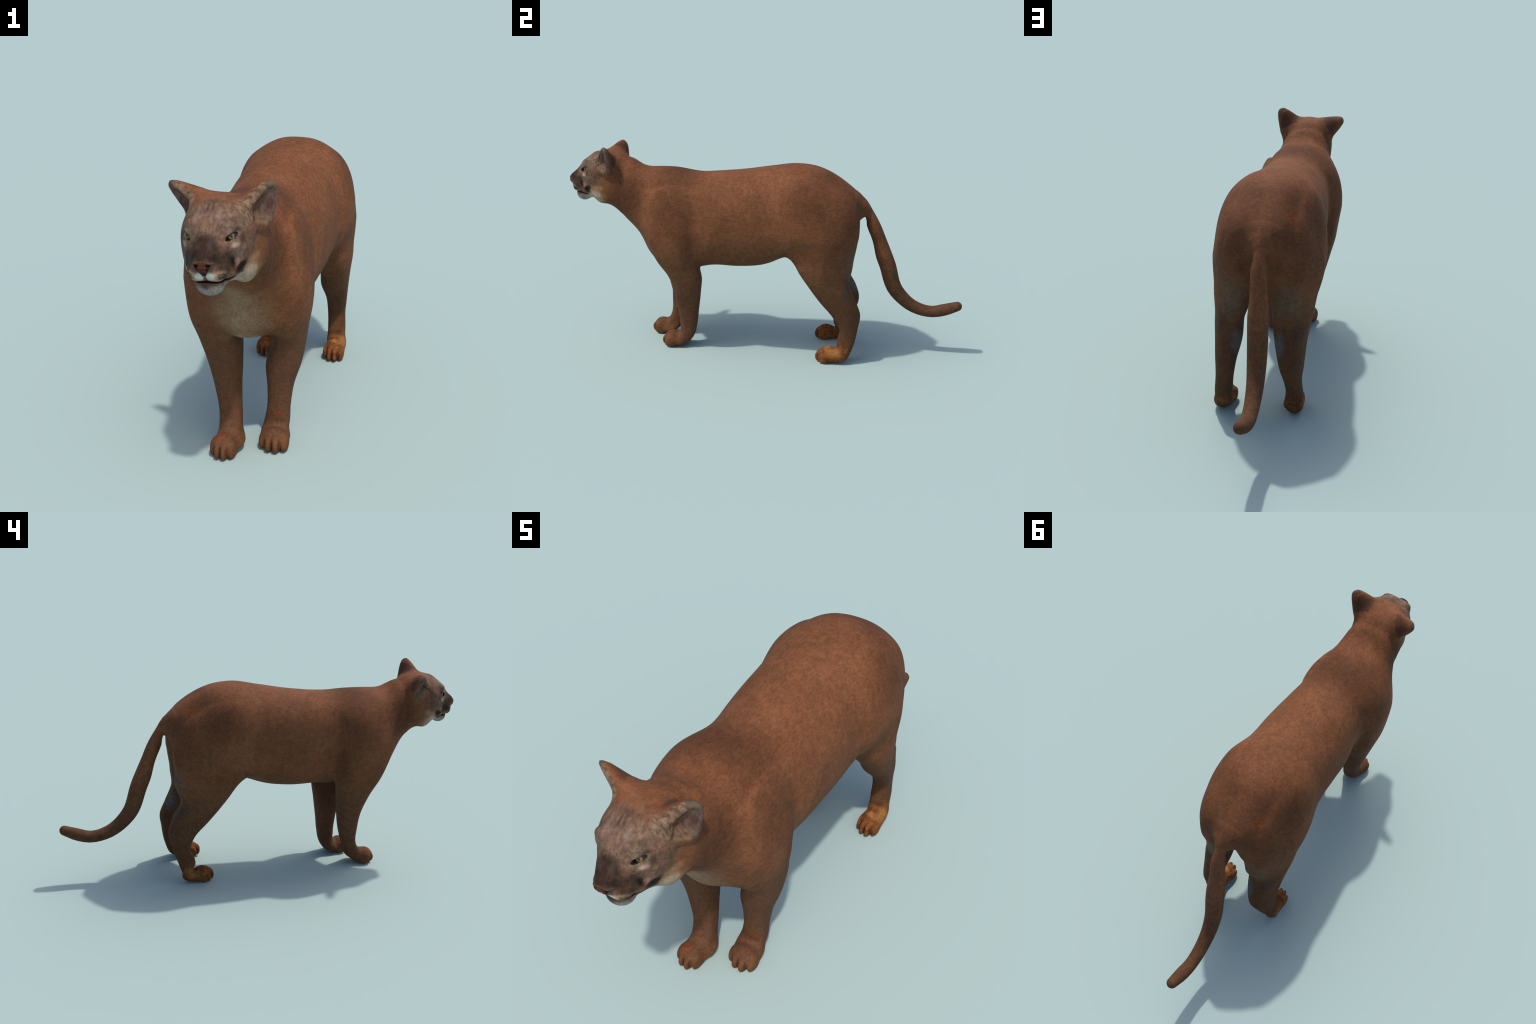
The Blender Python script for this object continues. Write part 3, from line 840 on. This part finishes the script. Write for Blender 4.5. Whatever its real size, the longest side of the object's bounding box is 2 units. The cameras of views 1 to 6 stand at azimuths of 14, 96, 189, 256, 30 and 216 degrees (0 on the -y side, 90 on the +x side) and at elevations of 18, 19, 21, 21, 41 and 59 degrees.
def build_surface(S):
    X = spaced([(-0.27, 0.0046), (-0.132, 0.0030), (0.12, 0.0046), (0.27, 0)])
    Y = spaced([(-1.03, 0.0022), (-0.70, 0.0062), (1.02, 0)])
    Z = spaced([(-0.02, 0.0030), (0.10, 0.0062), (0.68, 0.0024), (1.07, 0)])
    V, Q = surface_nets(X, Y, Z, sample_field(X, Y, Z, S))
    f, g = gradient(V, S)
    V = V - g * np.clip(f / ((g * g).sum(1) + 1e-6), -0.003, 0.003)[:, None]
    # even out the spacing of the vertices without leaving the surface
    E = np.concatenate([Q[:, [i, (i + 1) % 4]] for i in range(4)])
    n = np.maximum(np.bincount(E[:, 0], minlength=len(V)), 1)
    for _ in range(2):
        M = np.stack([np.bincount(E[:, 0], V[E[:, 1], d], len(V)) / n for d in range(3)], 1)
        M = np.where((n > 1)[:, None], (M + V) / 2, V)
        f, g = gradient(M, S)
        V = M - g * np.clip(f / ((g * g).sum(1) + 1e-6), -0.003, 0.003)[:, None]
    # smooth normals from the quads
    a, b, c, d = (V[Q[:, i]] for i in range(4))
    fn = np.cross(c - a, d - b)
    N = np.stack([sum(np.bincount(Q[:, i], fn[:, k], len(V)) for i in range(4)) for k in range(3)], 1)
    N /= np.linalg.norm(N, axis=1)[:, None] + 1e-12
    return V, Q, N
# ---------------------------------------------------------------- parts
def face_regions(C, S):
    """which body part each face belongs to"""
    q = head_space(C, S["HEAD_POSE"])
    part = np.full(len(C), "torso", object)
    x, y, z = C.T
    left = x > 0
    part[(y < -0.60) & (y + 0.35 * (z - 0.8) < -0.63)] = "neck"
    part[(q[:, 1] < 0.105) & (q[:, 1] - 0.55 * (q[:, 2] + 0.02) < 0.115)  & (y < -0.66)] = "head"
    fore = (z < 0.43 + 0.25 * (np.abs(x) - 0.1)) & (y < -0.22)
    hind = (z < 0.50 + 0.35 * (np.abs(x) - 0.1) + 0.20 * (y - 0.3)) & (y > 0.02) & (np.abs(x) > 0.03)
    for sel, name, feet in ((fore, "foreleg", ("PAW_FL", "PAW_FR")), (hind, "hindleg", ("PAW_HL", "PAW_HR"))):
        for s, suffix, foot in ((left, "", feet[0]), (~left, ".001", feet[1])):
            part[sel & s] = name + suffix
            low = z < 0.075 + 0.35 * (y - S[foot][2])
            part[sel & s & (z < 0.115) & (low | (y < S[foot][2] - 0.06))] = ("fore" if name[0] == "f" else "hind") + "paw" + suffix
    part[(tube(C, S["TAIL"]) < 0.012) & (y > 0.50) & (y - 0.45 * (z - 0.72) > 0.515) & (np.abs(x + 0.02) < 0.08)] = "tail"
    for n, side, name in (("EAR_LEFT", 1, "ear"), ("EAR_RIGHT", -1, "ear.001")):
        e = S[n]
        L = e[3:6] - e[:3]
        t = ((q - e[:3]) @ L) / (L @ L)
        shell, scoop = ear(q, e, side)
        part[(np.minimum(np.abs(shell), np.abs(scoop)) < 0.006) & (t > 0.12) & (part == "head")] = name
        part[(shell < 0.006) & (t > 0.12) & ((part == "neck") | (part == "head"))] = name
    return part


def new_object(name, data, parent=None):
    ob = bpy.data.objects.new(name, data)
    bpy.context.scene.collection.objects.link(ob)
    ob.parent = parent
    return ob


def mesh_from(name, V, F, N, material):
    used, inv = np.unique(F, return_inverse=True)
    me = bpy.data.meshes.new(name)
    me.from_pydata(V[used].tolist(), [], inv.reshape(F.shape).tolist())
    me.polygons.foreach_set("use_smooth", np.ones(len(F), bool))
    me.materials.append(material)
    me.update()
    me.normals_split_custom_set_from_vertices(N[used].tolist())
    return me
import bmesh
from mathutils import Matrix, Vector

# ---------------------------------------------------------------- build
V, Q, N = build_surface(SHAPE)
part = face_regions(V[Q].mean(1), SHAPE)
root = new_object("cougar", None)
root["label"] = "reddish brown cougar standing with long drooping tail"
root["category"] = "wild cat"
made = {}
UNDER = {"forepaw": "foreleg", "hindpaw": "hindleg", "ear": "head"}
for name in ("torso", "neck", "head", "tail", "foreleg", "foreleg.001", "hindleg", "hindleg.001", "ear", "ear.001",
             "forepaw", "forepaw.001", "hindpaw", "hindpaw.001"):
    kind, _, suffix = name.partition(".")
    up = UNDER.get(kind)
    parent = made[up if up == "head" else up + ("." + suffix if suffix else "")] if up else root
    made[name] = new_object(name, mesh_from(name, V, Q[part == name], N, MATERIAL[kind]), parent)

# the nose leather is cut out of the head's surface with the same border vertices
head_faces = np.nonzero(part == "head")[0]
hq = head_space(V[Q[head_faces]].mean(1), SHAPE["HEAD_POSE"])
leather = (hq[:, 1] < -0.128) & (np.abs(hq[:, 0]) < 0.034) & (hq[:, 2] < -0.014) & (hq[:, 2] > -0.068)
made["head"].data = mesh_from("head", V, Q[head_faces[~leather]], N, MATERIAL["head"])
new_object("nose", mesh_from("nose", V, Q[head_faces[leather]], N, nose_material(SHAPE)), made["head"])
# eyeballs sit in the openings
centre, turn = eye_frame(SHAPE["EYE"])
pose = SHAPE["HEAD_POSE"]
R = head_space(np.eye(3) + pose[:3], pose)
for name, side in (("eye", 1), ("eye.001", -1)):
    bm = bmesh.new()
    bmesh.ops.create_uvsphere(bm, u_segments=40, v_segments=24, radius=0.0220)
    for f in bm.faces:
        f.smooth = True
    me = bpy.data.meshes.new("eye")
    bm.to_mesh(me)
    bm.free()
    me.materials.append(eye_material(SHAPE, side))
    flip = np.array([side, 1, 1.0])
    at = (centre - turn[:, 1] * 0.0195) * flip
    axis = turn[:, 1] * flip
    gaze = R @ axis
    ob = new_object(name, me, made["head"])
    ob.matrix_world = Matrix.Translation(Vector(pose[:3] + R @ at)) @ Vector(gaze).to_track_quat("-Y", "Z").to_matrix().to_4x4()
